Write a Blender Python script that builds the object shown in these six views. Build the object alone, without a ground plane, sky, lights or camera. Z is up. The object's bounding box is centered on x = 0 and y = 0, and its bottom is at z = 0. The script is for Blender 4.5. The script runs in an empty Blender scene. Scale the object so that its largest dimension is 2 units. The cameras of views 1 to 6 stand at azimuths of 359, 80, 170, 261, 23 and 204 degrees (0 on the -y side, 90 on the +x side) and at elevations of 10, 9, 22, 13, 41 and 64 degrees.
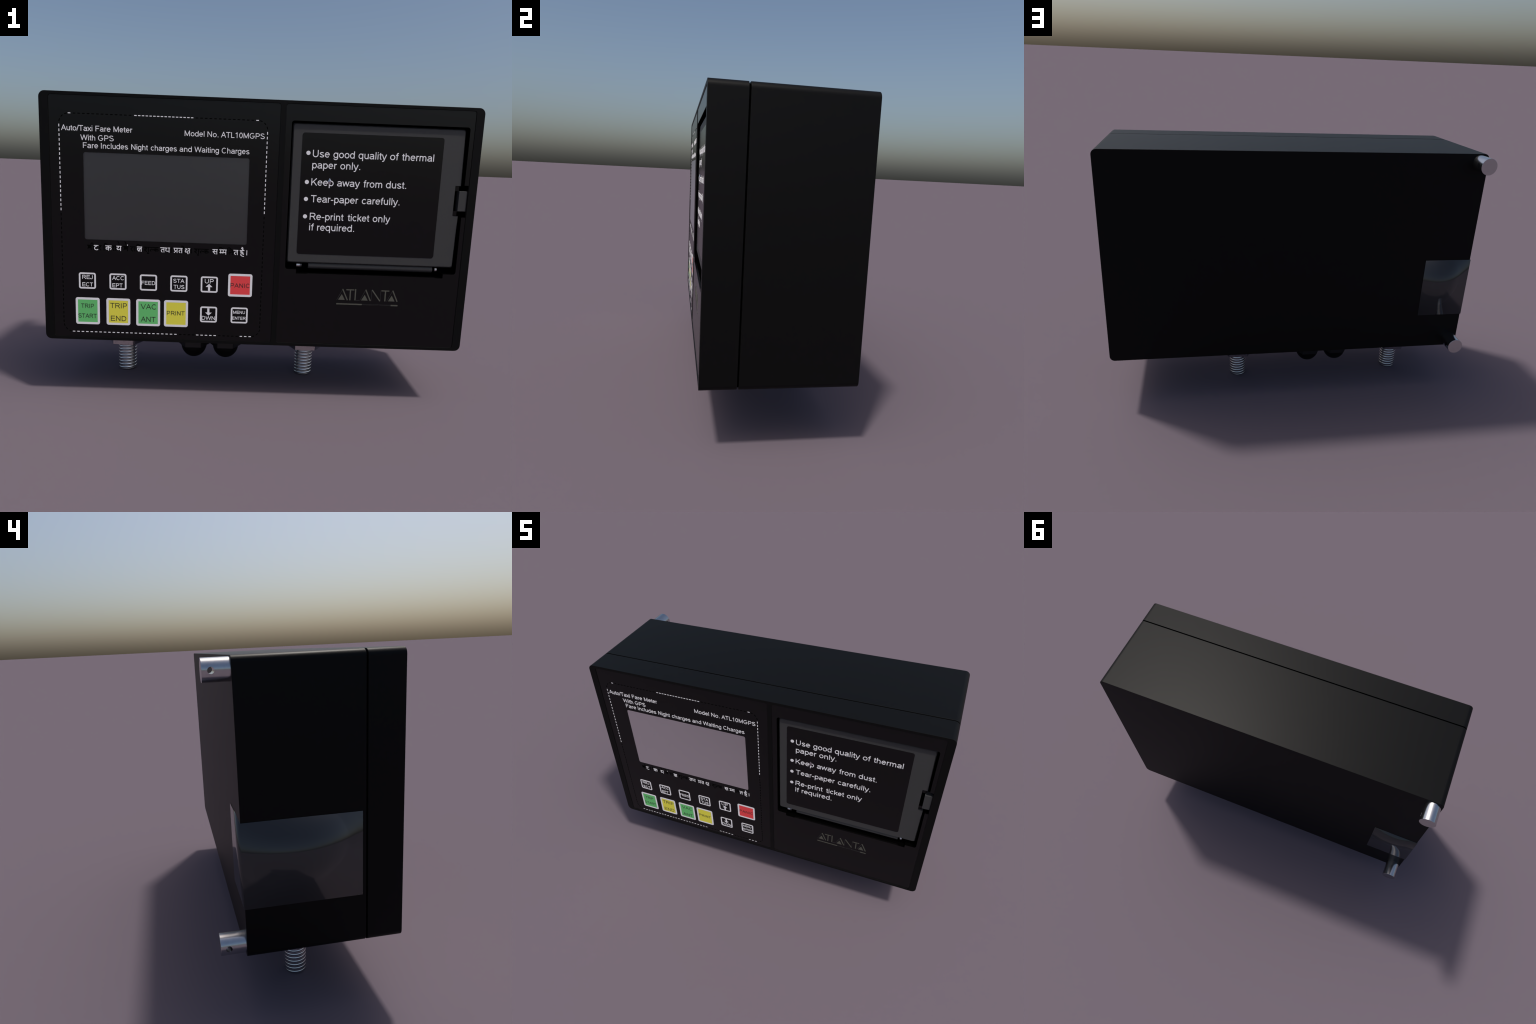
import bpy, bmesh, math
from math import sin, cos, pi, radians
from mathutils import Vector, Matrix

# =====================================================================
#  Black plastic taxi fare meter: two-part housing, keypad panel with
#  display, hinged printer lid, threaded mounting bolts, cable glands,
#  two drilled sealing posts and a corner window.
#  Front of the meter faces -y; x is its width, z its height.
# =====================================================================

COL = bpy.context.scene.collection

# ---- main dimensions -------------------------------------------------
X_LEFT, X_RIGHT = -0.9978, 0.9985      # sides of the housing
Z_BOT, Z_TOP = 0.2812, 1.4252
Y_FRONT, Y_PANEL, Y_SEAM0, Y_SEAM1, Y_REAR = -0.3618, -0.3592, -0.2166, -0.2098, 0.2702
CORNER_R = 0.027
Y_LID = -0.3478
YAW = 0.0048             # the meter stands very slightly turned


# ---- materials -------------------------------------------------------
def principled(name, color, rough, metallic=0.0, ior=1.5, spec=0.5, grain=0.0, grain_scale=220.0,
               bump=0.0, coat=0.0):
    m = bpy.data.materials.new(name)
    m.use_nodes = True
    nt = m.node_tree
    b = nt.nodes["Principled BSDF"]
    b.inputs["Roughness"].default_value = rough
    b.inputs["Metallic"].default_value = metallic
    b.inputs["IOR"].default_value = ior
    b.inputs["Specular IOR Level"].default_value = spec
    b.inputs["Coat Weight"].default_value = coat
    tc = nt.nodes.new("ShaderNodeTexCoord")
    nz = nt.nodes.new("ShaderNodeTexNoise")
    nz.inputs["Scale"].default_value = grain_scale
    nz.inputs["Detail"].default_value = 3.0
    nt.links.new(tc.outputs["Object"], nz.inputs["Vector"])
    ramp = nt.nodes.new("ShaderNodeValToRGB")
    lo = [c * (1.0 - grain) for c in color]
    hi = [min(1.0, c * (1.0 + grain)) for c in color]
    ramp.color_ramp.elements[0].position = 0.3
    ramp.color_ramp.elements[1].position = 0.7
    ramp.color_ramp.elements[0].color = (*lo, 1)
    ramp.color_ramp.elements[1].color = (*hi, 1)
    nt.links.new(nz.outputs["Fac"], ramp.inputs["Fac"])
    nt.links.new(ramp.outputs["Color"], b.inputs["Base Color"])
    if bump > 0:
        bp = nt.nodes.new("ShaderNodeBump")
        bp.inputs["Strength"].default_value = bump
        bp.inputs["Distance"].default_value = 0.001
        nt.links.new(nz.outputs["Fac"], bp.inputs["Height"])
        nt.links.new(bp.outputs["Normal"], b.inputs["Normal"])
    return m


def inverted_glass(name, color, ior):
    """Display pane: clear when seen square on, a full mirror when seen aslant."""
    m = bpy.data.materials.new(name)
    m.use_nodes = True
    nt = m.node_tree
    nt.nodes.remove(nt.nodes["Principled BSDF"])
    g = nt.nodes.new("ShaderNodeBsdfGlass")
    g.inputs["Color"].default_value = (*color, 1)
    g.inputs["Roughness"].default_value = 0.37
    g.inputs["IOR"].default_value = 1.0 / ior
    nt.links.new(g.outputs["BSDF"], nt.nodes["Material Output"].inputs["Surface"])
    return m


M_HOUSING = principled("black_housing_plastic", (0.0038, 0.0038, 0.0038), 0.45, spec=0.125, grain=0.05)
M_RIM = principled("black_cover_plastic", (0.0038, 0.0038, 0.0038), 0.45, spec=0.125, grain=0.05)
M_PANEL = principled("black_membrane", (0.0024, 0.0022, 0.0024), 0.22, spec=0.33, grain=0.04)
M_LABEL = principled("black_label_film", (0.0024, 0.0022, 0.0024), 0.22, spec=0.33, grain=0.04)
M_LID = principled("grey_lid_plastic", (0.046, 0.046, 0.0465), 0.5, spec=0.3, grain=0.05)
M_BAY = principled("black_bay_plastic", (0.0010, 0.0010, 0.0010), 0.9, spec=0.0)  # darkened to near zero: the bay's lack of light is in the colour
M_DISPLAY = principled("grey_display_film", (0.013, 0.0135, 0.012), 0.6, grain=0.02)
M_GLASS = inverted_glass("display_glass", (1, 1, 1), 1.5)
M_WINDOW = principled("smoked_window", (0.036, 0.036, 0.037), 0.08, ior=1.5)  # base lightened to paint in the pale haze seen in the pane
M_METAL = principled("polished_metal", (0.56, 0.56, 0.57), 0.21, metallic=1.0, grain=0.03, grain_scale=60)
M_STEEL = principled("zinc_steel", (0.66, 0.68, 0.71), 0.24, metallic=1.0, grain=0.08, grain_scale=60)
M_NUT = principled("bright_nut_metal", (0.54, 0.52, 0.53), 0.15, metallic=1.0, grain=0.04, grain_scale=60)
M_RUBBER = principled("black_gland_rubber", (0.003, 0.003, 0.0032), 0.5, spec=0.2)
M_GLANDNUT = principled("black_gland_plastic", (0.010, 0.010, 0.011), 0.4)
M_WHITE = principled("white_ink", (0.85, 0.84, 0.86), 0.5, grain=0.01)
M_BLACK = principled("black_ink", (0.0006, 0.0006, 0.0006), 0.9, spec=0.05)
M_DARKINK = principled("dark_legend_ink", (0.022, 0.024, 0.020), 0.5)
M_GREEN = principled("green_key_ink", (0.14, 0.56, 0.17), 0.5, grain=0.02)
M_YELLOW = principled("yellow_key_ink", (0.80, 0.74, 0.07), 0.5, grain=0.02)
M_RED = principled("red_key_ink", (0.84, 0.062, 0.068), 0.5, grain=0.02)
M_LOGO = principled("olive_grey_ink", (0.082, 0.082, 0.064), 0.5)
M_LOGOTHIN = principled("dark_grey_ink", (0.032, 0.032, 0.031), 0.5)


# ---- object helpers --------------------------------------------------
ROOT = bpy.data.objects.new("fare_meter", None)
COL.objects.link(ROOT)
ROOT.rotation_euler = (0, 0, YAW)
ROOT["label"] = "black box taxi fare meter with keypad and printer lid"
ROOT["category"] = "taxi meter"


def shade(me, angle):
    if angle is None:
        return
    for p in me.polygons:
        p.use_smooth = True
    me.set_sharp_from_angle(angle=radians(angle))


def add(name, me, mat, parent=ROOT, kind=None, angle=30):
    me.materials.clear()
    me.materials.append(mat)
    shade(me, angle)
    me.name = name
    o = bpy.data.objects.new(name, me)
    COL.objects.link(o)
    o.parent = parent
    if kind:
        o["kind"] = kind
    return o


def rounded_rect(x0, x1, z0, z1, r=0.0, seg=5):
    if r <= 0:
        return [(x0, z0), (x1, z0), (x1, z1), (x0, z1)]
    pts = []
    for cx, cz, a0 in ((x1 - r, z0 + r, -90), (x1 - r, z1 - r, 0), (x0 + r, z1 - r, 90), (x0 + r, z0 + r, 180)):
        for i in range(seg + 1):
            a = radians(a0 + 90.0 * i / seg)
            pts.append((cx + r * cos(a), cz + r * sin(a)))
    return pts


def plate_mesh(loops, y_front, y_back, bevel=0.0, bevel_seg=2):
    """Flat plate in the xz plane, from an outline and its holes; y is its thickness."""
    cu = bpy.data.curves.new("outline", "CURVE")
    cu.dimensions = "2D"
    cu.fill_mode = "BOTH"
    cu.extrude = (y_back - y_front) / 2 - bevel
    cu.bevel_depth = bevel
    cu.bevel_resolution = bevel_seg
    cu.offset = -bevel
    for pts in loops:
        sp = cu.splines.new("POLY")
        sp.points.add(len(pts) - 1)
        for q, (x, z) in zip(sp.points, pts):
            q.co = (x, z, 0, 1)
        sp.use_cyclic_u = True
    o = bpy.data.objects.new("outline", cu)
    COL.objects.link(o)
    dg = bpy.context.evaluated_depsgraph_get()
    me = bpy.data.meshes.new_from_object(o.evaluated_get(dg))
    bpy.data.objects.remove(o)
    bpy.data.curves.remove(cu)
    mid = (y_front + y_back) / 2
    me.transform(Matrix.Translation((0, mid, 0)) @ Matrix.Rotation(pi / 2, 4, "X"))
    return me


def join_meshes(meshes):
    bm = bmesh.new()
    for m in meshes:
        bm.from_mesh(m)
        bpy.data.meshes.remove(m)
    me = bpy.data.meshes.new("joined")
    bm.to_mesh(me)
    bm.free()
    return me


def box_mesh(x0, x1, y0, y1, z0, z1, bevel=0.0):
    bm = bmesh.new()
    bmesh.ops.create_cube(bm, size=1.0)
    bmesh.ops.scale(bm, vec=(x1 - x0, y1 - y0, z1 - z0), verts=bm.verts)
    bmesh.ops.translate(bm, vec=((x0 + x1) / 2, (y0 + y1) / 2, (z0 + z1) / 2), verts=bm.verts)
    if bevel:
        bmesh.ops.bevel(bm, geom=bm.edges[:], offset=bevel, segments=2, affect="EDGES", profile=0.5)
    me = bpy.data.meshes.new("block")
    bm.to_mesh(me)
    bm.free()
    return me


def lathe_mesh(profile, seg=64, axis="Z"):
    """Surface of revolution from (radius, height) pairs."""
    bm = bmesh.new()
    rings = []
    for r, h in profile:
        if r < 1e-6:
            rings.append([bm.verts.new((0, 0, h))])
        else:
            rings.append([bm.verts.new((r * cos(2 * pi * i / seg), r * sin(2 * pi * i / seg), h)) for i in range(seg)])
    for a, b in zip(rings, rings[1:]):
        for i in range(seg):
            j = (i + 1) % seg
            if len(a) == 1 and len(b) == 1:
                continue
            if len(a) == 1:
                bm.faces.new((a[0], b[j], b[i]))
            elif len(b) == 1:
                bm.faces.new((a[i], a[j], b[0]))
            else:
                bm.faces.new((a[i], a[j], b[j], b[i]))
    bmesh.ops.recalc_face_normals(bm, faces=bm.faces[:])
    me = bpy.data.meshes.new("turned")
    bm.to_mesh(me)
    bm.free()
    if axis == "Y":
        me.transform(Matrix.Rotation(-pi / 2, 4, "X"))
    elif axis == "X":
        me.transform(Matrix.Rotation(pi / 2, 4, "Y"))
    return me


def hex_mesh(side, z0, z1, turn, bevel=0.002):
    bm = bmesh.new()
    bmesh.ops.create_cone(bm, cap_ends=True, segments=6, radius1=side, radius2=side, depth=z1 - z0)
    bmesh.ops.rotate(bm, cent=(0, 0, 0), matrix=Matrix.Rotation(turn, 3, "Z"), verts=bm.verts)
    bmesh.ops.translate(bm, vec=(0, 0, (z0 + z1) / 2), verts=bm.verts)
    bmesh.ops.bevel(bm, geom=bm.edges[:], offset=bevel, segments=1, affect="EDGES")
    me = bpy.data.meshes.new("hexagon")
    bm.to_mesh(me)
    bm.free()
    return me


# =====================================================================
#  Housing
# =====================================================================
outer = rounded_rect(X_LEFT, X_RIGHT, Z_BOT, Z_TOP, CORNER_R, 6)
inner = rounded_rect(X_LEFT + 0.008, X_RIGHT - 0.008, Z_BOT + 0.008, Z_TOP - 0.008, CORNER_R - 0.006, 4)

add("rear_housing", plate_mesh([outer], Y_SEAM1, Y_REAR, 0.0015, 1), M_HOUSING, angle=18)
add("seam_gasket", plate_mesh([inner], Y_SEAM0 - 0.004, Y_SEAM1 + 0.004), M_BAY)

# panel fields set into the front cover
LEFT = (-0.956, 0.0783, 0.2962, 1.4108)
RIGHT = (0.1032, 0.9600, 0.2962, 1.4108)
left_field = rounded_rect(*LEFT, 0.011, 4)
right_field = rounded_rect(*RIGHT, 0.011, 4)
cover_front = plate_mesh([outer, left_field, right_field], Y_FRONT, Y_SEAM0, 0.0010, 1)
cover_core = plate_mesh([inner], -0.235, Y_SEAM0 - 0.002, 0.0)
add("front_cover", join_meshes([cover_front, cover_core]), M_RIM, angle=18)

# =====================================================================
#  Display side: keypad panel, screen
# =====================================================================
SCREEN = (-0.806, -0.0540, 0.7662, 1.1640)
screen_hole = rounded_rect(*SCREEN, 0.010, 5)
g = 0.0006


def grow(rect, d):
    return (rect[0] - d, rect[1] + d, rect[2] - d, rect[3] + d)


panel = add("keypad_panel", plate_mesh([rounded_rect(*grow(LEFT, -g), 0.0105, 4), screen_hole], Y_PANEL, -0.3502, 0.0), M_PANEL)
add("display_backing", plate_mesh([rounded_rect(*grow(SCREEN, 0.02))], -0.3500, -0.340), M_DISPLAY)
add("display_pane", plate_mesh([rounded_rect(*grow(SCREEN, -0.0004), 0.0098, 5)], Y_PANEL + 0.0004, Y_PANEL + 0.003), M_GLASS)

# =====================================================================
#  Printer side: panel with bay, lid, hinge, latch
# =====================================================================
# outline of the bay: rounded opening, wider notch for the hinge, latch pocket
BX0, BX1, BZ0, BZ1 = 0.1303, 0.9398, 0.6588, 1.3385
NX0, NX1, NZ = 0.1832, 0.8807, 0.6388
PX, PZ0, PZ1 = 0.9620, 0.9310, 1.0780


def arc(cx, cz, r, a0, a1, n=5):
    return [(cx + r * cos(radians(a0 + (a1 - a0) * i / n)), cz + r * sin(radians(a0 + (a1 - a0) * i / n))) for i in range(n + 1)]


R_BAY = 0.012
bay = (arc(BX0 + R_BAY, BZ0 + R_BAY, R_BAY, 180, 270)
       + [(NX0, BZ0), (NX0, NZ), (NX1, NZ), (NX1, BZ0)]
       + arc(BX1 - R_BAY, BZ0 + R_BAY, R_BAY, -90, 0)
       + [(BX1, PZ0), (PX - 0.0039, PZ0), (PX - 0.0039, PZ1), (BX1, PZ1)]
       + arc(BX1 - R_BAY, BZ1 - R_BAY, R_BAY, 0, 90)
       + arc(BX0 + R_BAY, BZ1 - R_BAY, R_BAY, 90, 180))
add("printer_panel", plate_mesh([rounded_rect(*grow(RIGHT, -g), 0.0105, 4), bay], Y_PANEL, Y_PANEL + 0.0016, 0.0), M_PANEL)
add("printer_bay", join_meshes([plate_mesh([rounded_rect(*grow(RIGHT, -0.0010), 0.0105, 4), bay], Y_PANEL + 0.0016, -0.3215, 0.0),
                                plate_mesh([rounded_rect(*grow(RIGHT, -0.003)),
                                            rounded_rect(0.206, 0.872, 0.6400, 0.6600),      # paper slot under the hinge
                                            rounded_rect(0.9035, 0.9190, 0.9600, 1.0510)],   # latch slot
                                           -0.3215, -0.312, 0.0),
                                plate_mesh([rounded_rect(*grow(RIGHT, -0.003))], -0.282, -0.275, 0.0)]), M_BAY)

# lid: plate with a notch for the latch, chamfered edge, top band set slightly back
LX0, LX1, LZ0, LZ1 = 0.1375, 0.9275, 0.6895, 1.3300
CUTX, CUTZ0, CUTZ1 = 0.9020, 0.9355, 1.0755
lid_outline = (arc(LX0 + 0.01, LZ0 + 0.01, 0.01, 180, 270) + arc(LX1 - 0.01, LZ0 + 0.01, 0.01, -90, 0)
               + [(LX1, CUTZ0), (CUTX, CUTZ0), (CUTX, CUTZ1), (LX1, CUTZ1)]
               + arc(LX1 - 0.01, LZ1 - 0.01, 0.01, 0, 90) + arc(LX0 + 0.01, LZ1 - 0.01, 0.01, 90, 180))


def lid_mesh():
    """Chamfered lid plate; the uppermost band curves back very slightly."""
    bm = bmesh.new()
    n = len(lid_outline)
    cx, cz = (LX0 + LX1) / 2, (LZ0 + LZ1) / 2

    def inset(p, d):
        x, z = p
        if abs(x - CUTX) < 1e-6:
            sx = 0
        else:
            sx = d if x < cx else -d
        if CUTZ0 - 1e-6 <= z <= CUTZ1 + 1e-6 and x > cx:
            sz = 0
        else:
            sz = d if z < cz else -d
        if x > cx and CUTZ0 - 1e-6 <= z <= CUTZ1 + 1e-6:
            sx = 0
        return (x + sx, z + sz)

    front = [bm.verts.new((p[0], Y_LID, p[1])) for p in (inset(q, 0.005) for q in lid_outline)]
    edge = [bm.verts.new((p[0], Y_LID + 0.006, p[1])) for p in lid_outline]
    back = [bm.verts.new((p[0], Y_LID + 0.027, p[1])) for p in lid_outline]
    for a, b in ((front, edge), (edge, back)):
        for i in range(n):
            j = (i + 1) % n
            bm.faces.new((a[i], a[j], b[j], b[i]))
    bm.faces.new(front)
    bm.faces.new(back[::-1])
    # slice near the top and bend that band slightly back
    for zc in (1.296, 1.301, 1.306, 1.311, 1.316, 1.321):
        bmesh.ops.bisect_plane(bm, geom=bm.verts[:] + bm.edges[:] + bm.faces[:], plane_co=(0, 0, zc), plane_no=(0, 0, 1))
    for v in bm.verts:
        if v.co.z > 1.296 and v.co.y < Y_LID + 0.01:
            t = (v.co.z - 1.296) / 0.03
            v.co.y += 0.0015 * t * t
    bmesh.ops.recalc_face_normals(bm, faces=bm.faces[:])
    me = bpy.data.meshes.new("lid")
    bm.to_mesh(me)
    bm.free()
    return me


lid = add("printer_lid", lid_mesh(), M_LID, angle=25)
LABEL = (0.1823, 0.8305, 0.7318, 1.2893)
add("lid_label", plate_mesh([rounded_rect(*LABEL, 0.012, 5)], Y_LID - 0.0010, Y_LID + 0.002, 0.0003, 1), M_LABEL, lid)
add("latch_tab", box_mesh(0.9195, 0.9575, -0.3565, -0.322, 0.9588, 1.0520, 0.0012), M_LID, lid, angle=None)
add("latch_step", join_meshes([box_mesh(0.9035, 0.9230, -0.340, -0.322, 1.0520, 1.0740),
                               box_mesh(0.9035, 0.9230, -0.340, -0.322, 0.9370, 0.9588)]), M_PANEL, lid)

# hinge: round bar with a pin at each end, and a thin sill below it
bar = lathe_mesh([(0, -0.297), (0.0145, -0.297), (0.016, -0.2955), (0.016, 0.2955), (0.0145, 0.297), (0, 0.297)], 40, "X")
o = add("hinge_bar", bar, M_LID, lid)
o.location = (0.538, -0.3265, 0.6755)
for x0, x1 in ((0.1855, 0.2015), (0.2055, 0.2080), (0.8465, 0.8560)):
    pin = lathe_mesh([(0, x0), (0.0115, x0), (0.0115, x1), (0, x1)], 24, "X")
    o = add("hinge_pin", pin, M_METAL, lid)
    o.location = (0, -0.3290, 0.6752)
add("hinge_sill", box_mesh(0.2365, 0.8440, -0.3590, -0.3500, NZ - 0.001, NZ + 0.0022), M_PANEL)

# small bright burr beside the lid text
bm = bmesh.new()
tip = [(0.3085, 0, 1.0720), (0.3168, 0, 1.0895), (0.3255, 0, 1.0760), (0.3240, 0, 1.0640), (0.3150, 0, 1.0560)]
ring = [bm.verts.new((x, Y_LID - 0.001, z)) for x, _, z in tip]
apex = bm.verts.new((0.3185, Y_LID - 0.0055, 1.0745))
for i in range(5):
    bm.faces.new((ring[i], ring[(i + 1) % 5], apex))
bmesh.ops.recalc_face_normals(bm, faces=bm.faces[:])
me = bpy.data.meshes.new("burr")
bm.to_mesh(me)
bm.free()
add("metal_burr", me, M_METAL, lid, angle=None)


# =====================================================================
#  Lettering: a plain grotesque alphabet drawn as centre-line strokes.
#  Units: cap height 716, x-height 519, descender -210; stroke 92.
# =====================================================================
def ell(cx, cy, rx, ry, a0, a1, n=None):
    n = n or max(4, int(abs(a1 - a0) / 15))
    return [(cx + rx * cos(radians(a0 + (a1 - a0) * i / n)), cy + ry * sin(radians(a0 + (a1 - a0) * i / n))) for i in range(n + 1)]


def ring_of(cx, cy, rx, ry):
    return ("closed", ell(cx, cy, rx, ry, 0, 345, 23))


bowl = lambda cx: ring_of(cx, 260, 195, 225)
S_BIG = ell(335, 525, 222, 148, 20, 200)[:] + ell(350, 190, 240, 150, 110, -175)[2:]
S_SMALL = ell(250, 385, 165, 93, 25, 205) + ell(255, 135, 175, 98, 110, -170)[2:]

GLYPH = {
    "A": (667, [[(40, 0), (333, 690), (627, 0)], [(140, 250), (527, 250)]]),
    "C": (722, [ell(378, 358, 283, 322, 48, 315)]),
    "D": (722, [("closed", [(125, 45), (125, 671), (330, 671)] + ell(330, 358, 300, 313, 75, -75) + [(330, 45)])]),
    "E": (667, [[(620, 672), (125, 672), (125, 45), (630, 45)], [(125, 370), (590, 370)]]),
    "F": (611, [[(570, 672), (125, 672), (125, 0)], [(125, 355), (510, 355)]]),
    "G": (778, [ell(395, 358, 300, 322, 48, 325) + [(682, 330), (410, 330)]]),
    "I": (278, [[(139, 0), (139, 716)]]),
    "J": (500, [[(380, 716), (380, 200)] + ell(215, 190, 165, 150, 0, -185)]),
    "K": (667, [[(125, 0), (125, 716)], [(600, 716), (130, 245)], [(285, 410), (620, 0)]]),
    "L": (556, [[(120, 716), (120, 45), (525, 45)]]),
    "M": (833, [[(118, 0), (118, 690), (415, 60), (713, 690), (713, 0)]]),
    "N": (722, [[(120, 0), (120, 690), (600, 26), (600, 716)]]),
    "O": (778, [ring_of(388, 358, 295, 322)]),
    "P": (667, [[(125, 0), (125, 672), (380, 672)] + ell(400, 495, 175, 177, 85, -85) + [(380, 318), (125, 318)]]),
    "R": (722, [[(125, 0), (125, 672), (420, 672)] + ell(420, 510, 190, 162, 85, -85) + [(420, 348), (125, 348)],
                [(370, 345), (480, 265), (655, 0)]]),
    "S": (667, [S_BIG]),
    "T": (611, [[(20, 672), (590, 672)], [(305, 672), (305, 0)]]),
    "U": (722, [[(125, 716), (125, 260)] + ell(361, 260, 236, 222, 190, 350) + [(597, 260), (597, 716)]]),
    "V": (667, [[(40, 716), (333, 30), (627, 716)]]),
    "W": (944, [[(45, 716), (240, 40), (472, 690), (704, 40), (900, 716)]]),
    "X": (667, [[(40, 716), (627, 0)], [(40, 0), (627, 716)]]),
    "0": (556, [ring_of(278, 355, 190, 322)]),
    "1": (556, [[(120, 545), (235, 610), (322, 700), (322, 0)]]),
    "a": (556, [ell(265, 370, 180, 110, 160, 0) + [(445, 120), (480, 0)],
                [(445, 300), (240, 268)] + ell(235, 150, 160, 112, 100, 275) + ell(265, 190, 180, 152, 290, 350)]),
    "c": (500, [ell(270, 260, 197, 220, 45, 315)]),
    "d": (556, [bowl(265), [(455, 0), (455, 716)]]),
    "e": (556, [[(90, 280), (475, 280)] + ell(278, 262, 197, 222, 12, 320)]),
    "f": (278, [[(275, 672), (205, 672), (148, 630), (135, 560), (135, 0)], [(15, 482), (255, 482)]]),
    "g": (556, [bowl(262), [(455, 519), (455, 0)] + ell(265, -25, 190, 140, 0, -165)]),
    "h": (556, [[(110, 0), (110, 716)], [(110, 290)] + ell(278, 320, 168, 158, 160, 5) + [(446, 300), (446, 0)]]),
    "i": (222, [[(111, 0), (111, 519)], [(111, 620), (111, 716)]]),
    "k": (500, [[(110, 0), (110, 716)], [(450, 519), (115, 190)], [(235, 310), (470, 0)]]),
    "l": (222, [[(111, 0), (111, 716)]]),
    "m": (833, [[(110, 0), (110, 519)], [(110, 290)] + ell(260, 340, 150, 138, 160, 5) + [(410, 300), (410, 0)],
                [(410, 290)] + ell(560, 340, 150, 138, 160, 5) + [(715, 300), (715, 0)]]),
    "n": (556, [[(110, 0), (110, 519)], [(110, 290)] + ell(278, 320, 168, 158, 160, 5) + [(446, 300), (446, 0)]]),
    "o": (556, [ring_of(278, 260, 200, 222)]),
    "p": (556, [bowl(290), [(108, -205), (108, 519)]]),
    "q": (556, [bowl(262), [(455, -205), (455, 519)]]),
    "r": (333, [[(110, 0), (110, 519)], [(110, 270)] + ell(265, 300, 155, 172, 165, 70)]),
    "s": (500, [S_SMALL]),
    "t": (278, [[(135, 650), (135, 110), (160, 55), (205, 45), (262, 52)], [(15, 478), (262, 478)]]),
    "u": (556, [[(448, 519), (448, 0)], [(110, 519), (110, 220)] + ell(278, 205, 168, 165, 190, 345)]),
    "v": (500, [[(35, 519), (250, 30), (465, 519)]]),
    "w": (722, [[(35, 519), (195, 40), (361, 490), (527, 40), (687, 519)]]),
    "x": (500, [[(35, 519), (465, 0)], [(35, 0), (465, 519)]]),
    "y": (500, [[(35, 519), (250, 20)], [(465, 519), (240, -80), (190, -150), (120, -165), (60, -155)]]),
    ".": (278, [[(139, 0), (139, 100)]]),
    "-": (333, [[(40, 262), (295, 262)]]),
    "/": (278, [[(20, -10), (258, 726)]]),
}


def stroke(bm, pts, closed, w, y0, y1):
    """Ribbon of constant width along a centre line; sharp peaks are built from two strokes."""
    if not closed:
        for i in range(1, len(pts) - 1):
            p = Vector(pts[i])
            d1 = (p - Vector(pts[i - 1])).normalized()
            d2 = (Vector(pts[i + 1]) - p).normalized()
            if d1.dot(d2) < -0.25:
                e = w * 0.22
                ribbon(bm, list(pts[:i]) + [tuple(p + d1 * e)], False, w, y0, y1)
                stroke(bm, [tuple(p - d2 * e)] + list(pts[i + 1:]), False, w, y0 + 0.00002, y1)
                return
    ribbon(bm, pts, closed, w, y0, y1)


def ribbon(bm, pts, closed, w, y0, y1):
    """Solid strip of constant width along a centre line (front at y0)."""
    n = len(pts)
    rows = []
    for i in range(n):
        p = Vector(pts[i])
        a = Vector(pts[i - 1]) if (i > 0 or closed) else None
        b = Vector(pts[(i + 1) % n]) if (i < n - 1 or closed) else None
        d1 = (p - a).normalized() if a is not None else None
        d2 = (b - p).normalized() if b is not None else None
        d1 = d1 or d2
        d2 = d2 or d1
        n1 = Vector((-d1.y, d1.x))
        n2 = Vector((-d2.y, d2.x))
        mit = n1 + n2
        if mit.length < 1e-6:
            mit = n1.copy()
        mit.normalize()
        k = min(1.7, 1.0 / max(0.2, mit.dot(n1)))
        off = mit * (w / 2 * k)
        l, r = p + off, p - off
        rows.append([bm.verts.new((q.x, y, q.y)) for q, y in ((l, y0), (r, y0), (r, y1), (l, y1))])
    m = n if closed else n - 1
    for i in range(m):
        A, B = rows[i], rows[(i + 1) % n]
        for k in range(3):                       # front and both flanks; the back lies on the panel
            if k == 2:
                bm.faces.new((A[3], A[0], B[0], B[3]))
            else:
                bm.faces.new((A[k], A[k + 1], B[k + 1], B[k]))
    if not closed:
        bm.faces.new(rows[0][::-1])
        bm.faces.new(rows[-1])


def word_strokes(text, x0, x1, zb, cap):
    """Strokes of one word fitted between x0 and x1, on base line zb."""
    out, pen = [], 0
    for ch in text:
        adv, parts = GLYPH[ch]
        for part in parts:
            closed = part[0] == "closed"
            pts = part[1] if closed else part
            out.append((closed, [(pen + x, z) for x, z in pts]))
        pen += adv
    half = 46
    lo = min(x for _, p in out for x, _ in p) - half * 0.8
    hi = max(x for _, p in out for x, _ in p) + half * 0.8
    sx, sz = (x1 - x0) / (hi - lo), cap / 716.0
    return [(c, [(x0 + (x - lo) * sx, zb + z * sz) for x, z in p]) for c, p in out]


INK = 0.0005


def text_object(name, words, y_surface, mat, parent, cap, weight=92):
    bm = bmesh.new()
    k = 0
    for text, x0, x1, zb in words:
        for closed, pts in word_strokes(text, x0, x1, zb, cap):
            y0 = y_surface - INK - 0.00004 * (k % 5)
            stroke(bm, pts, closed, cap * weight / 716.0, y0, y_surface + 0.0005)
            k += 1
    bmesh.ops.recalc_face_normals(bm, faces=bm.faces[:])
    me = bpy.data.meshes.new(name)
    bm.to_mesh(me)
    bm.free()
    return add(name, me, mat, parent, angle=None)


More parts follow.
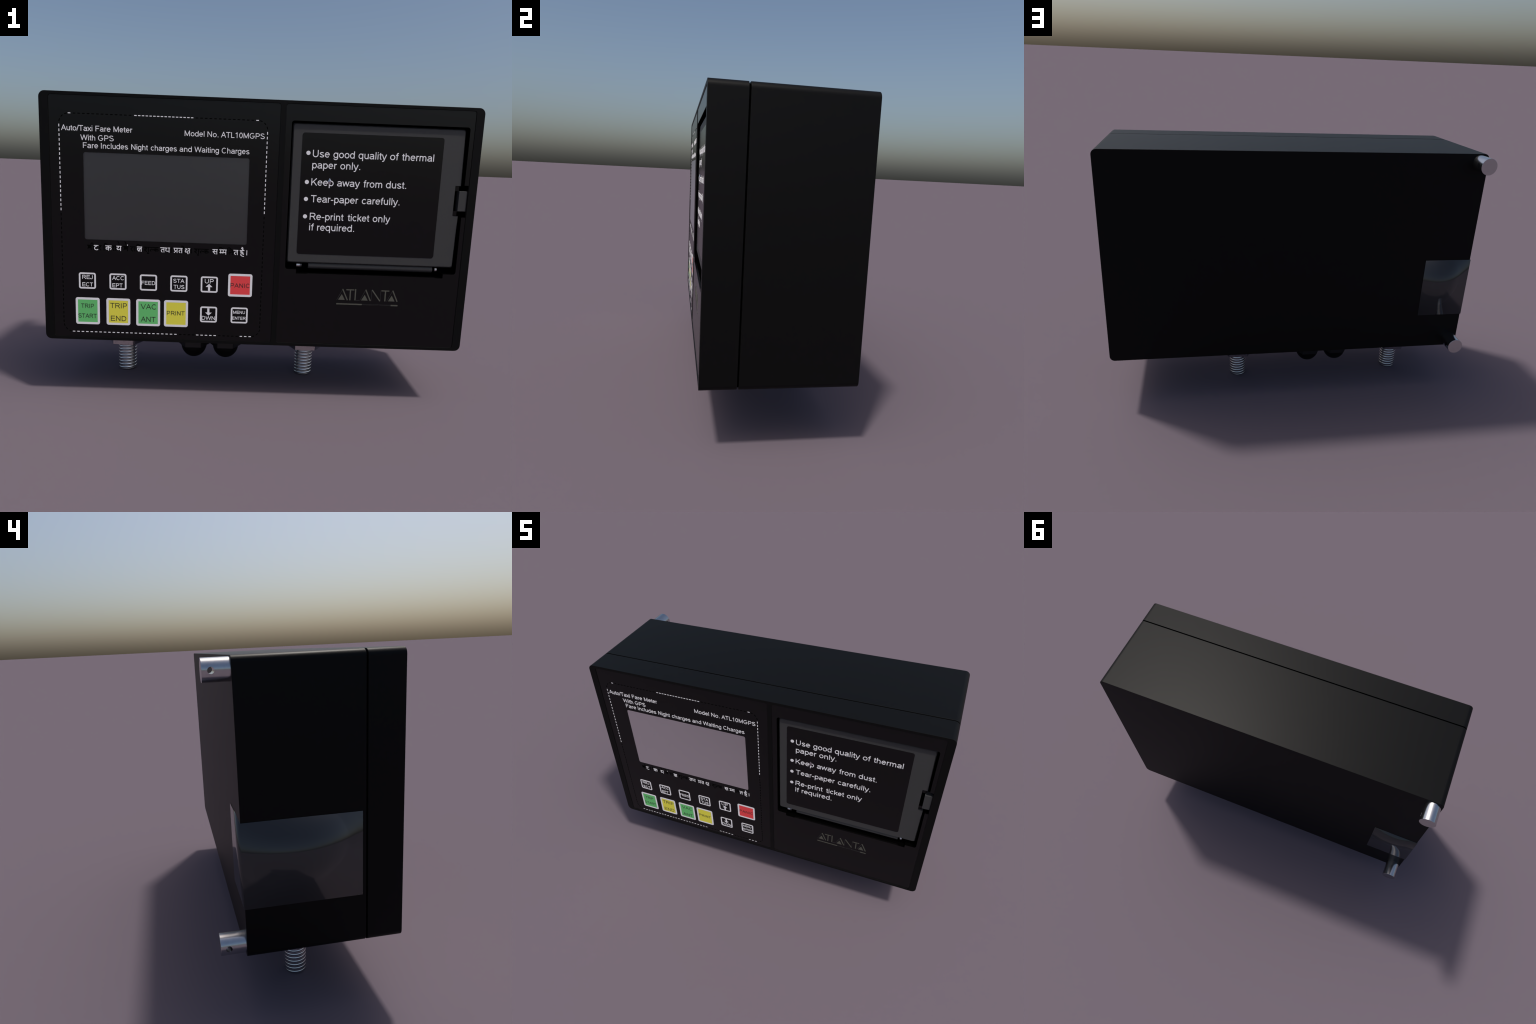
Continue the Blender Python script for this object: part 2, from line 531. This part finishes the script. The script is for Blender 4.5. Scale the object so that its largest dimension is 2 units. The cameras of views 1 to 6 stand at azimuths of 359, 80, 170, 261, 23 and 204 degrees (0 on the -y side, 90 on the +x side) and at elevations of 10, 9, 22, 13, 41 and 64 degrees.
CAP = 0.0245
for words in (
    [("Auto/Taxi", -0.9010, -0.7625, 1.2567), ("Fare", -0.7478, -0.6815, 1.2567), ("Meter", -0.6675, -0.5831, 1.2567)],
    [("With", -0.8160, -0.7503, 1.2159), ("GPS", -0.7370, -0.6676, 1.2159)],
    [("Fare", -0.8052, -0.7380, 1.1820), ("Includes", -0.7244, -0.6036, 1.1820), ("Night", -0.5887, -0.5133, 1.1820),
     ("charges", -0.5010, -0.3838, 1.1820), ("and", -0.3716, -0.3166, 1.1820), ("Waiting", -0.3044, -0.1943, 1.1820),
     ("Charges", -0.1812, -0.0563, 1.1820)],
    [("Model", -0.3495, -0.2612, 1.2517), ("No.", -0.2471, -0.1985, 1.2517), ("ATL10MGPS", -0.1863, 0.0102, 1.2517)],
):
    text_object("panel_text", words, Y_PANEL, M_WHITE, panel, CAP)

LID_CAP = 0.0325
Y_LBL = Y_LID - 0.0010
label_obj = bpy.data.objects["lid_label"]
for words in (
    [("Use", 0.2335, 0.3100, 1.1812), ("good", 0.3277, 0.4248, 1.1812), ("quality", 0.4428, 0.5722, 1.1812),
     ("of", 0.5877, 0.6282, 1.1812), ("thermal", 0.6413, 0.7897, 1.1812)],
    [("paper", 0.2330, 0.3472, 1.1308), ("only.", 0.3625, 0.4537, 1.1308)],
    [("Keep", 0.2335, 0.3360, 1.0530), ("away", 0.3530, 0.4575, 1.0530), ("from", 0.4732, 0.5610, 1.0530), ("dust.", 0.5791, 0.6727, 1.0530)],
    [("Tear-paper", 0.2340, 0.4568, 0.9760), ("carefully.", 0.4730, 0.6483, 0.9760)],
    [("Re-print", 0.2352, 0.3936, 0.8946), ("ticket", 0.4108, 0.5144, 0.8946), ("only", 0.5298, 0.6110, 0.8946)],
    [("if", 0.2350, 0.2582, 0.8446), ("required.", 0.2726, 0.4457, 0.8446)],
):
    text_object("label_text", words, Y_LBL, M_WHITE, label_obj, LID_CAP)
for z in (1.1992, 1.0677, 0.9898, 0.9092):
    pts = [(0.2126 + 0.0096 * cos(2 * pi * i / 20), z + 0.0096 * sin(2 * pi * i / 20)) for i in range(20)]
    add("bullet_dot", plate_mesh([pts], Y_LBL - INK, Y_LBL + 0.0004), M_WHITE, label_obj)

# ---- Devanagari line below the screen --------------------------------
# glyph boxes are 1 wide; head line at 1, foot at 0
DEVA = {
    "ta": [[(0, .93), (1, .93)], [(.82, 1), (.82, 0)], [(.82, .62), (.5, .62), (.27, .52), (.2, .33), (.32, .15), (.48, .03)]],
    "tha": [[(.5, .93), (1, .93)], [(.82, 1), (.82, 0)], [(.08, .78), (.1, .93), (.28, .93), (.32, .78), (.2, .65), (.14, .5), (.2, .33), (.42, .27), (.82, .3)]],
    "pra": [[(0, .93), (1, .93)], [(.82, 1), (.82, 0)], [(.2, .93), (.2, .6), (.35, .42), (.82, .42)], [(.62, .42), (.12, .03)]],
    "ka": [[(0, .93), (1, .93)], [(.52, 1), (.52, 0)], [(.52, .6), (.3, .68), (.1, .5), (.14, .28), (.32, .25), (.52, .45), (.75, .66), (.92, .52), (.92, .32), (.78, .14)]],
    "ya": [[(0, .93), (1, .93)], [(.82, 1), (.82, 0)], [(.18, .93), (.4, .8), (.36, .62), (.12, .52), (.2, .28), (.45, .24), (.82, .45)]],
    "tta": [[(0, .93), (1, .93)], [(.55, .93), (.55, .76), (.28, .66), (.14, .44), (.22, .18), (.5, .06), (.75, .08), (.92, .2)]],
    "tra": [[(0, .93), (1, .93)], [(.84, 1), (.84, 0)], [(.12, .66), (.84, .66)], [(.12, .66), (.1, .42), (.38, .04)], [(.72, .6), (.36, .3), (.62, .05)]],
    "ksha": [[(.55, .93), (1, .93)], [(.84, 1), (.84, 0)], [(.06, .78), (.2, .93), (.38, .8), (.22, .62), (.06, .42), (.18, .22), (.42, .28), (.52, .06), (.64, -.14)], [(.42, .28), (.6, .52), (.84, .52)]],
    "sa": [[(0, .93), (1, .93)], [(.84, 1), (.84, 0)], [(.22, .93), (.38, .8), (.34, .62), (.1, .52), (.3, .3), (.56, .02)], [(.25, .52), (.84, .52)]],
    "mma": [[(0, .93), (1, .93)], [(.88, 1), (.88, 0)], [(.18, .93), (.18, .34)], [(.52, .93), (.52, .34)], [(.04, .4), (.2, .28), (.3, .4), (.88, .4)], [(.4, .3), (.55, .3)]],
    "hai": [[(0, .93), (1, .93)], [(.52, .93), (.52, .78), (.2, .7), (.24, .54), (.6, .54), (.8, .42), (.6, .3), (.28, .26), (.22, .02), (.5, -.18), (.92, -.26)],
            [(.7, .95), (.5, 1.3), (.28, 1.38)], [(.7, .95), (.66, 1.45), (.4, 1.6)], [(.5, .3), (.9, .14)]],
    "danda": [[(.5, 1), (.5, 0)]],
    "dot": [[(.5, .0), (.5, .2)]],
    "ma": [[(0, .93), (1, .93)], [(.82, 1), (.82, 0)], [(.25, .93), (.25, .4)], [(.08, .3), (.4, .42), (.82, .42)], [(.2, .75), (.7, .75)], [(.25, .58), (.8, .58)]],
    "ra": [[(0, .93), (1, .93)], [(.55, .93), (.68, .72), (.3, .52), (.4, .32), (.85, .02)]],
    "aa": [[(0, .93), (1, .93)], [(.6, 1), (.6, 0)]],
    "i": [[(.1, 0), (.1, 1.05), (.25, 1.35), (.5, 1.4), (.8, 1.2), (.95, .95)], [(0, .93), (.25, .93)]],
    "ii": [[(.85, 0), (.85, 1.05), (.65, 1.38), (.3, 1.38), (.1, 1.1)], [(.4, .93), (1, .93)]],
    "e": [[(.9, .0), (.6, .7), (.1, .9)]],
    "shu": [[(0, .93), (1, .93)], [(.78, 1), (.78, 0)], [(.2, .6), (.3, .82), (.5, .7), (.35, .45), (.12, .42), (.5, .05)], [(.78, 0), (.6, -.3), (.9, -.3)]],
    "lka": [[(0, .93), (1, .93)], [(.16, .1), (.06, .4), (.2, .6), (.38, .4), (.5, .62), (.66, .5), (.52, .3), (.72, .45), (.86, .62), (.95, .4), (.88, .15)], [(.7, 1), (.7, 0)]],
    "la": [[(0, .93), (1, .93)], [(.85, 1), (.85, 0)], [(.25, .05), (.1, .35), (.25, .58), (.45, .4), (.6, .6), (.85, .5)]],
}
HB, HH = 0.7173, 0.0237


def deva_object(name, marks, mat, w):
    bm = bmesh.new()
    k = 0
    for g_name, x0, x1, dz in marks:
        for part in DEVA[g_name]:
            pts = [(x0 + x * (x1 - x0), HB + dz + z * HH) for x, z in part]
            stroke(bm, pts, False, w, Y_PANEL - INK * (0.7 if mat is M_BLACK else 1.1) - 0.00004 * (k % 5), Y_PANEL + 0.0005)
            k += 1
    bmesh.ops.recalc_face_normals(bm, faces=bm.faces[:])
    me = bpy.data.meshes.new(name)
    bm.to_mesh(me)
    bm.free()
    return add(name, me, mat, panel, angle=None)


deva_object("panel_text", [
    ("tta", -.7644, -.7428, 0), ("ka", -.7110, -.6819, 0), ("ya", -.6598, -.6360, 0), ("dot", -.6100, -.6060, .0265),
    ("tra", -.5647, -.5403, 0), ("ta", -.4558, -.4351, 0), ("tha", -.4341, -.4106, 0), ("pra", -.3942, -.3740, 0),
    ("ta", -.3730, -.3522, 0), ("ksha", -.3419, -.3165, 0), ("sa", -.2130, -.1880, 0), ("mma", -.1806, -.1459, 0),
    ("ta", -.1145, -.0922, 0), ("hai", -.0852, -.0635, 0), ("danda", -.0544, -.0495, 0)], M_WHITE, 0.0035)
deva_object("panel_text", [
    ("ma", -.7953, -.7728, 0), ("ii", -.7800, -.7640, 0), ("ra", -.7428, -.7288, 0), ("i", -.7190, -.6990, 0),
    ("ra", -.6810, -.6679, 0), ("aa", -.6669, -.6604, 0), ("e", -.6547, -.6450, .0237), ("ma", -.6285, -.6032, 0),
    ("e", -.6230, -.6125, .0237), ("ra", -.5966, -.5816, 0), ("aa", -.5816, -.5741, 0), ("i", -.5703, -.5450, 0),
    ("shu", -.5337, -.5046, 0), ("lka", -.5055, -.4633, 0), ("aa", -.4097, -.4022, 0), ("ii", -.3601, -.3450, 0),
    ("aa", -.3155, -.3086, 0), ("shu", -.2997, -.2719, 0), ("lka", -.2719, -.2303, 0), ("i", -.1866, -.1600, 0),
    ("i", -.1459, -.1230, 0), ("la", -.1379, -.1160, 0)], M_BLACK, 0.0038)

# =====================================================================
#  Buttons of the keypad
# =====================================================================
KEY_R = 0.010


def button(x0, x1, z0, z1, border, face_mat, legend, legend_mat, cap, weight):
    frame = plate_mesh([rounded_rect(x0, x1, z0, z1, KEY_R, 5),
                        rounded_rect(x0 + border, x1 - border, z0 + border, z1 - border, 0.003 if border < 0.009 else 0.0005, 3)],
                       Y_PANEL - 0.0007, Y_PANEL + 0.0005)
    fr = add("button", frame, M_WHITE, panel)
    add("key_face", plate_mesh([rounded_rect(x0 + border, x1 - border, z0 + border, z1 - border)],
                               Y_PANEL - 0.0005, Y_PANEL + 0.0005), face_mat, fr)
    return fr


def legend(fr, words, mat, cap, weight):
    text_object("key_legend", words, Y_PANEL - 0.0004, mat, fr, cap, weight)


SMALL = 0.0075
LARGE = 0.0105
keys = {}
for n, (x0, x1, z0, z1) in {
    "reject": (-0.8365, -0.7570, 0.5315, 0.6090), "accept": (-0.6935, -0.6137, 0.5315, 0.6090),
    "feed": (-0.5508, -0.4703, 0.5316, 0.6090), "status": (-0.4077, -0.3270, 0.5318, 0.6093),
    "up": (-0.2643, -0.1837, 0.5322, 0.6096), "down": (-0.2645, -0.1839, 0.3853, 0.4632),
    "menu": (-0.1183, -0.0374, 0.3856, 0.4636)}.items():
    keys[n] = button(x0, x1, z0, z1, SMALL, M_PANEL, None, None, 0, 0)
for n, (x0, x1, z0, z1, mat) in {
    "panic": (-0.1350, -0.0211, 0.5168, 0.6273, M_RED), "start": (-0.8538, -0.7408, 0.3579, 0.4885, M_GREEN),
    "end": (-0.7092, -0.5964, 0.3580, 0.4890, M_YELLOW), "vacant": (-0.5684, -0.4550, 0.3579, 0.4887, M_GREEN),
    "print": (-0.4364, -0.3225, 0.3581, 0.4884, M_YELLOW)}.items():
    keys[n] = button(x0, x1, z0, z1, LARGE, mat, None, None, 0, 0)

SC = 0.0187
legend(keys["reject"], [("REJ", -.8202, -.7720, .5783), ("ECT", -.8205, -.7698, .5430)], M_WHITE, SC, 105)
legend(keys["accept"], [("ACC", -.6805, -.6262, .5783), ("EPT", -.6795, -.6310, .5430)], M_WHITE, SC, 105)
legend(keys["feed"], [("FEED", -.5428, -.4793, .5595)], M_WHITE, SC, 100)
legend(keys["status"], [("STA", -.3935, -.3415, .5746), ("TUS", -.3932, -.3412, .5453)], M_WHITE, SC, 105)
legend(keys["up"], [("UP", -.2451, -.2037, .5768)], M_WHITE, 0.0205, 100)
legend(keys["down"], [("DWN", -.2560, -.1934, .3975)], M_WHITE, SC, 100)
legend(keys["menu"], [("MENU", -.1065, -.0510, .4325), ("ENTER", -.1102, -.0468, .4032)], M_WHITE, 0.0148, 105)
legend(keys["panic"], [("PANIC", -.1235, -.0333, .5611)], M_DARKINK, 0.0205, 85)
legend(keys["start"], [("TRIP", -.8293, -.7682, .4378), ("START", -.8418, -.7544, .3891)], M_DARKINK, 0.0207, 80)
legend(keys["end"], [("TRIP", -.6924, -.6121, .4413), ("END", -.6886, -.6155, .3785)], M_DARKINK, 0.0250, 80)
legend(keys["vacant"], [("VAC", -.5470, -.4742, .4409), ("ANT", -.5464, -.4746, .3788)], M_DARKINK, 0.0250, 80)
legend(keys["print"], [("PRINT", -.4224, -.3368, .4156)], M_DARKINK, 0.0205, 80)

arrow_up = [(-.2295, .5402), (-.2196, .5402), (-.2196, .5590), (-.2088, .5590), (-.2248, .5748), (-.2408, .5590), (-.2295, .5590)]
arrow_dn = [(-.2306, .4547), (-.2306, .4340), (-.2402, .4340), (-.2246, .4192), (-.2090, .4340), (-.2207, .4340), (-.2207, .4547)]
add("key_arrow", plate_mesh([arrow_up], Y_PANEL - 0.0009, Y_PANEL - 0.0003), M_WHITE, keys["up"])
add("key_arrow", plate_mesh([arrow_dn[::-1]], Y_PANEL - 0.0009, Y_PANEL - 0.0003), M_WHITE, keys["down"])

# ---- dashed frame line round the keypad ------------------------------
DX0, DX1, DZ0, DZ1, DR = -0.9110, 0.0232, 0.3203, 1.3324, 0.045
DASH_W = 0.0039


def dash_line(bm, p, q, count_pitch, length):
    """Dashes of a given length and pitch from p towards q."""
    d = Vector((q[0] - p[0], q[1] - p[1]))
    n = max(1, int(round((d.length - length) / count_pitch)) + 1)
    step = (d.length - length) / (n - 1) if n > 1 else 0
    u = d.normalized()
    for i in range(n):
        a = Vector(p) + u * (i * step)
        b = a + u * length
        stroke(bm, [tuple(a), tuple(b)], False, DASH_W, Y_PANEL - 0.0005, Y_PANEL + 0.0005)


def dash_object(runs, mat):
    bm = bmesh.new()
    for p, q, pitch, length in runs:
        dash_line(bm, p, q, pitch, length)
    if mat is M_BLACK:                            # the four rounded corners are black
        for cx, cz, a0 in ((DX0 + DR, DZ1 - DR, 90), (DX1 - DR, DZ1 - DR, 0), (DX0 + DR, DZ0 + DR, 180), (DX1 - DR, DZ0 + DR, 270)):
            for a in (10, 37, 64):
                stroke(bm, arc(cx, cz, DR, a0 + a, a0 + a + 15, 3), False, DASH_W, Y_PANEL - 0.0005, Y_PANEL + 0.0005)
    bmesh.ops.recalc_face_normals(bm, faces=bm.faces[:])
    me = bpy.data.meshes.new("dash")
    bm.to_mesh(me)
    bm.free()
    return add("dashed_line", me, mat, panel, kind="stuff", angle=None)


L = 0.0116
dash_object([
    ((-.8700, DZ1), (-.8578, DZ1), .0209, L), ((-.5752, DZ1), (-.3118, DZ1), .0167, .0108), ((-.0303, DZ1), (-.0180, DZ1), .0209, L),
    ((DX0, 1.2837), (DX0, .8972), .0209, .0118), ((DX1 - .0008, 1.2837), (DX1 - .0008, .9140), .0209, .0118),
    ((-.8706, DZ0), (-.3752, DZ0), .0209, L), ((-.2820, DZ0), (-.1866, DZ0), .0209, L), ((-.0723, DZ0), (-.0183, DZ0), .0209, L)], M_WHITE)
dash_object([
    ((-.8480, DZ1), (-.5880, DZ1), .0209, L), ((-.3020, DZ1), (-.0400, DZ1), .0209, L),
    ((DX0, .8850), (DX0, .3650), .0209, .0118), ((DX1 - .0008, .9010), (DX1 - .0008, .3650), .0209, .0118),
    ((-.3640, DZ0), (-.2900, DZ0), .0209, L), ((-.1765, DZ0), (-.0810, DZ0), .0209, L)], M_BLACK)

# =====================================================================
#  Maker's mark on the printer panel: thick and hair-line strokes,
#  solid triangles under the peaks, and a rule with a small slogan
# =====================================================================
MB, MT = 0.5184, 0.5724


def mark(strokes, mat, name):
    bm = bmesh.new()
    for k, (pts, w) in enumerate(strokes):
        stroke(bm, pts, False, w, Y_PANEL - 0.0005 - 0.00004 * (k % 4), Y_PANEL + 0.0005)
    bmesh.ops.recalc_face_normals(bm, faces=bm.faces[:])
    me = bpy.data.meshes.new(name)
    bm.to_mesh(me)
    bm.free()
    return add(name, me, mat, bpy.data.objects["printer_panel"], angle=None)


thick, thin = [], []
for ax in (0.4092, 0.5193, 0.6483):
    thick.append(([(ax, MT), (ax + 0.0252, MB)], 0.0055))
    thin.append(([(ax - 0.0008, MT - .002), (ax - 0.0255, MB)], 0.0013))
for tx0, tx1 in ((0.4264, 0.4645), (0.5942, 0.6320)):
    m = (tx0 + tx1) / 2 + 0.001
    thick.append(([(tx0, .5695), (tx1, .5695)], 0.0050))
    thick.append(([(m, .5690), (m, MB)], 0.0058))
thick.append(([(0.4708, .5740), (0.4708, MB)], 0.0056))
thin.append(([(0.4700, MB + .0008), (0.4912, MB + .0008)], 0.0016))
thick.append(([(0.5497, MT), (0.5908, MB)], 0.0056))
thin.append(([(0.5484, MT), (0.5484, MB)], 0.0013))
thin.append(([(0.5918, MT), (0.5918, MB)], 0.0013))
thick.append(([(0.3827, .4993), (0.5052, .4993)], 0.0062))
thick.append(([(0.6433, .4993), (0.6772, .4993)], 0.0062))
logo_marks = thick + thin
for pts_w in logo_marks:
    pts_w[0][:] = [(x + 0.0008, z - 0.001) for x, z in pts_w[0]]
logo = mark(thick, M_LOGO, "maker_mark")
for ax in (0.4070, 0.5168, 0.6462):
    add("mark_triangle", plate_mesh([[(ax - .0160, MB), (ax + .0160, MB), (ax, .5466)]], Y_PANEL - 0.0005, Y_PANEL + 0.0005), M_LOGO, logo)
mark(thin, M_LOGOTHIN, "mark_hairline")
text_object("mark_slogan", [("Innovative", .5072, .5652, .4957), ("IOT", .5682, .5872, .4957), ("Solutions", .5911, .6422, .4957)],
            Y_PANEL, M_LOGOTHIN, logo, 0.0068, 80)

# =====================================================================
#  Sealing posts on the back, each with a cross-drilled hole
# =====================================================================
POST_R, POST_Y1 = 0.0430, 0.3660


def drilled_post(hole_y):
    prof = [(0, 0.262), (POST_R, 0.262), (POST_R, POST_Y1 - 0.0008), (POST_R - 0.0008, POST_Y1), (0, POST_Y1)]
    post = bpy.data.objects.new("post_blank", lathe_mesh(prof, 96, "Y"))
    drill = bpy.data.objects.new("post_drill", lathe_mesh([(0, -0.08), (0.0122, -0.08), (0.0122, 0.08), (0, 0.08)], 40, "X"))
    drill.location = (0, hole_y, 0)
    COL.objects.link(post)
    COL.objects.link(drill)
    mod = post.modifiers.new("hole", "BOOLEAN")
    mod.object = drill
    mod.operation = "DIFFERENCE"
    mod.solver = "EXACT"
    dg = bpy.context.evaluated_depsgraph_get()
    me = bpy.data.meshes.new_from_object(post.evaluated_get(dg))
    bpy.data.objects.remove(post)
    bpy.data.objects.remove(drill)
    return me


for z in (1.3770, 0.3285):
    o = add("sealing_post", drilled_post(0.3340), M_METAL, angle=40)
    o.location = (-0.9470, 0.004, z)

# =====================================================================
#  Corner window: one piece bent round the rear left corner.  Its
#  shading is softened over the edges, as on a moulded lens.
# =====================================================================
WZ0, WZ1 = 0.4895, 0.8312
WOUT, WIN = 0.0026, 0.004
plan = [(X_LEFT - WOUT, -0.1950), (X_LEFT - WOUT, Y_REAR + WOUT), (-0.7345, Y_REAR + WOUT),
        (-0.7345, Y_REAR - WIN), (X_LEFT + WIN, Y_REAR - WIN), (X_LEFT + WIN, -0.1950)]
bm = bmesh.new()
lo = [bm.verts.new((x, y, WZ0)) for x, y in plan]
hi = [bm.verts.new((x, y, WZ1)) for x, y in plan]
for i in range(6):
    j = (i + 1) % 6
    bm.faces.new((lo[i], lo[j], hi[j], hi[i]))
for ring_ in (lo, hi):
    for q in ((0, 1, 4, 5), (1, 2, 3, 4)):
        bm.faces.new([ring_[k] for k in q])
bmesh.ops.recalc_face_normals(bm, faces=bm.faces[:])
me = bpy.data.meshes.new("window")
bm.to_mesh(me)
bm.free()
add("corner_window", me, M_WINDOW, angle=180)

# =====================================================================
#  Mounting bolts and cable glands under the housing
# =====================================================================
def threaded_bolt(radius, depth, pitch, length, seg=48, per_turn=6):
    """Helical thread: the surface radius follows the phase of the screw line."""
    bm = bmesh.new()
    rows = int(length / pitch * per_turn)
    grid = []
    for k in range(rows + 1):
        z = length * k / rows
        row = []
        for i in range(seg):
            a = 2 * pi * i / seg
            ph = (z / pitch - a / (2 * pi)) % 1.0
            crest = 0.5 + 0.38 * cos(2 * pi * ph) + 0.22 * cos(4 * pi * ph + 0.6)
            r = radius - depth * (1.0 - crest)
            if z < 0.006:
                r = min(r, radius - depth * (1 - z / 0.006))
            row.append(bm.verts.new((r * cos(a), r * sin(a), z)))
        grid.append(row)
    for A, B in zip(grid, grid[1:]):
        for i in range(seg):
            j = (i + 1) % seg
            bm.faces.new((A[i], A[j], B[j], B[i]))
    bm.faces.new(grid[0][::-1])
    bm.faces.new(grid[-1])
    me = bpy.data.meshes.new("bolt")
    bm.to_mesh(me)
    bm.free()
    return me


bolt_mesh = threaded_bolt(0.0497, 0.0024, 0.0172, 0.24, 64, 14)
for x, y, turn in ((-0.6945, 0.0110, 26), (0.2854, 0.0110, 27)):
    b = add("mounting_bolt", bolt_mesh if x < 0 else bolt_mesh.copy(), M_STEEL, angle=50)
    b.location = (x, y, 0.0)
    nut = add("bolt_nut", hex_mesh(0.106, 0.157, 0.235, radians(turn)), M_NUT, b)
    add("bolt_washer", lathe_mesh([(0, 0.235), (0.115, 0.235), (0.115, Z_BOT), (0, Z_BOT)], 48), M_STEEL, b)

for x in (-0.3275, -0.1520):
    gl = add("cable_gland", hex_mesh(0.0858, 0.1440, Z_BOT + 0.001, radians(30)), M_GLANDNUT)
    gl.location = (x, 0.017, 0)
    prof = [(0, 0.072)] + [(0.0715 * sin(radians(a)), 0.150 - 0.078 * cos(radians(a))) for a in range(10, 91, 8)] + [(0.0715, 0.165), (0, 0.165)]
    add("gland_dome", lathe_mesh(prof, 48), M_RUBBER, gl)
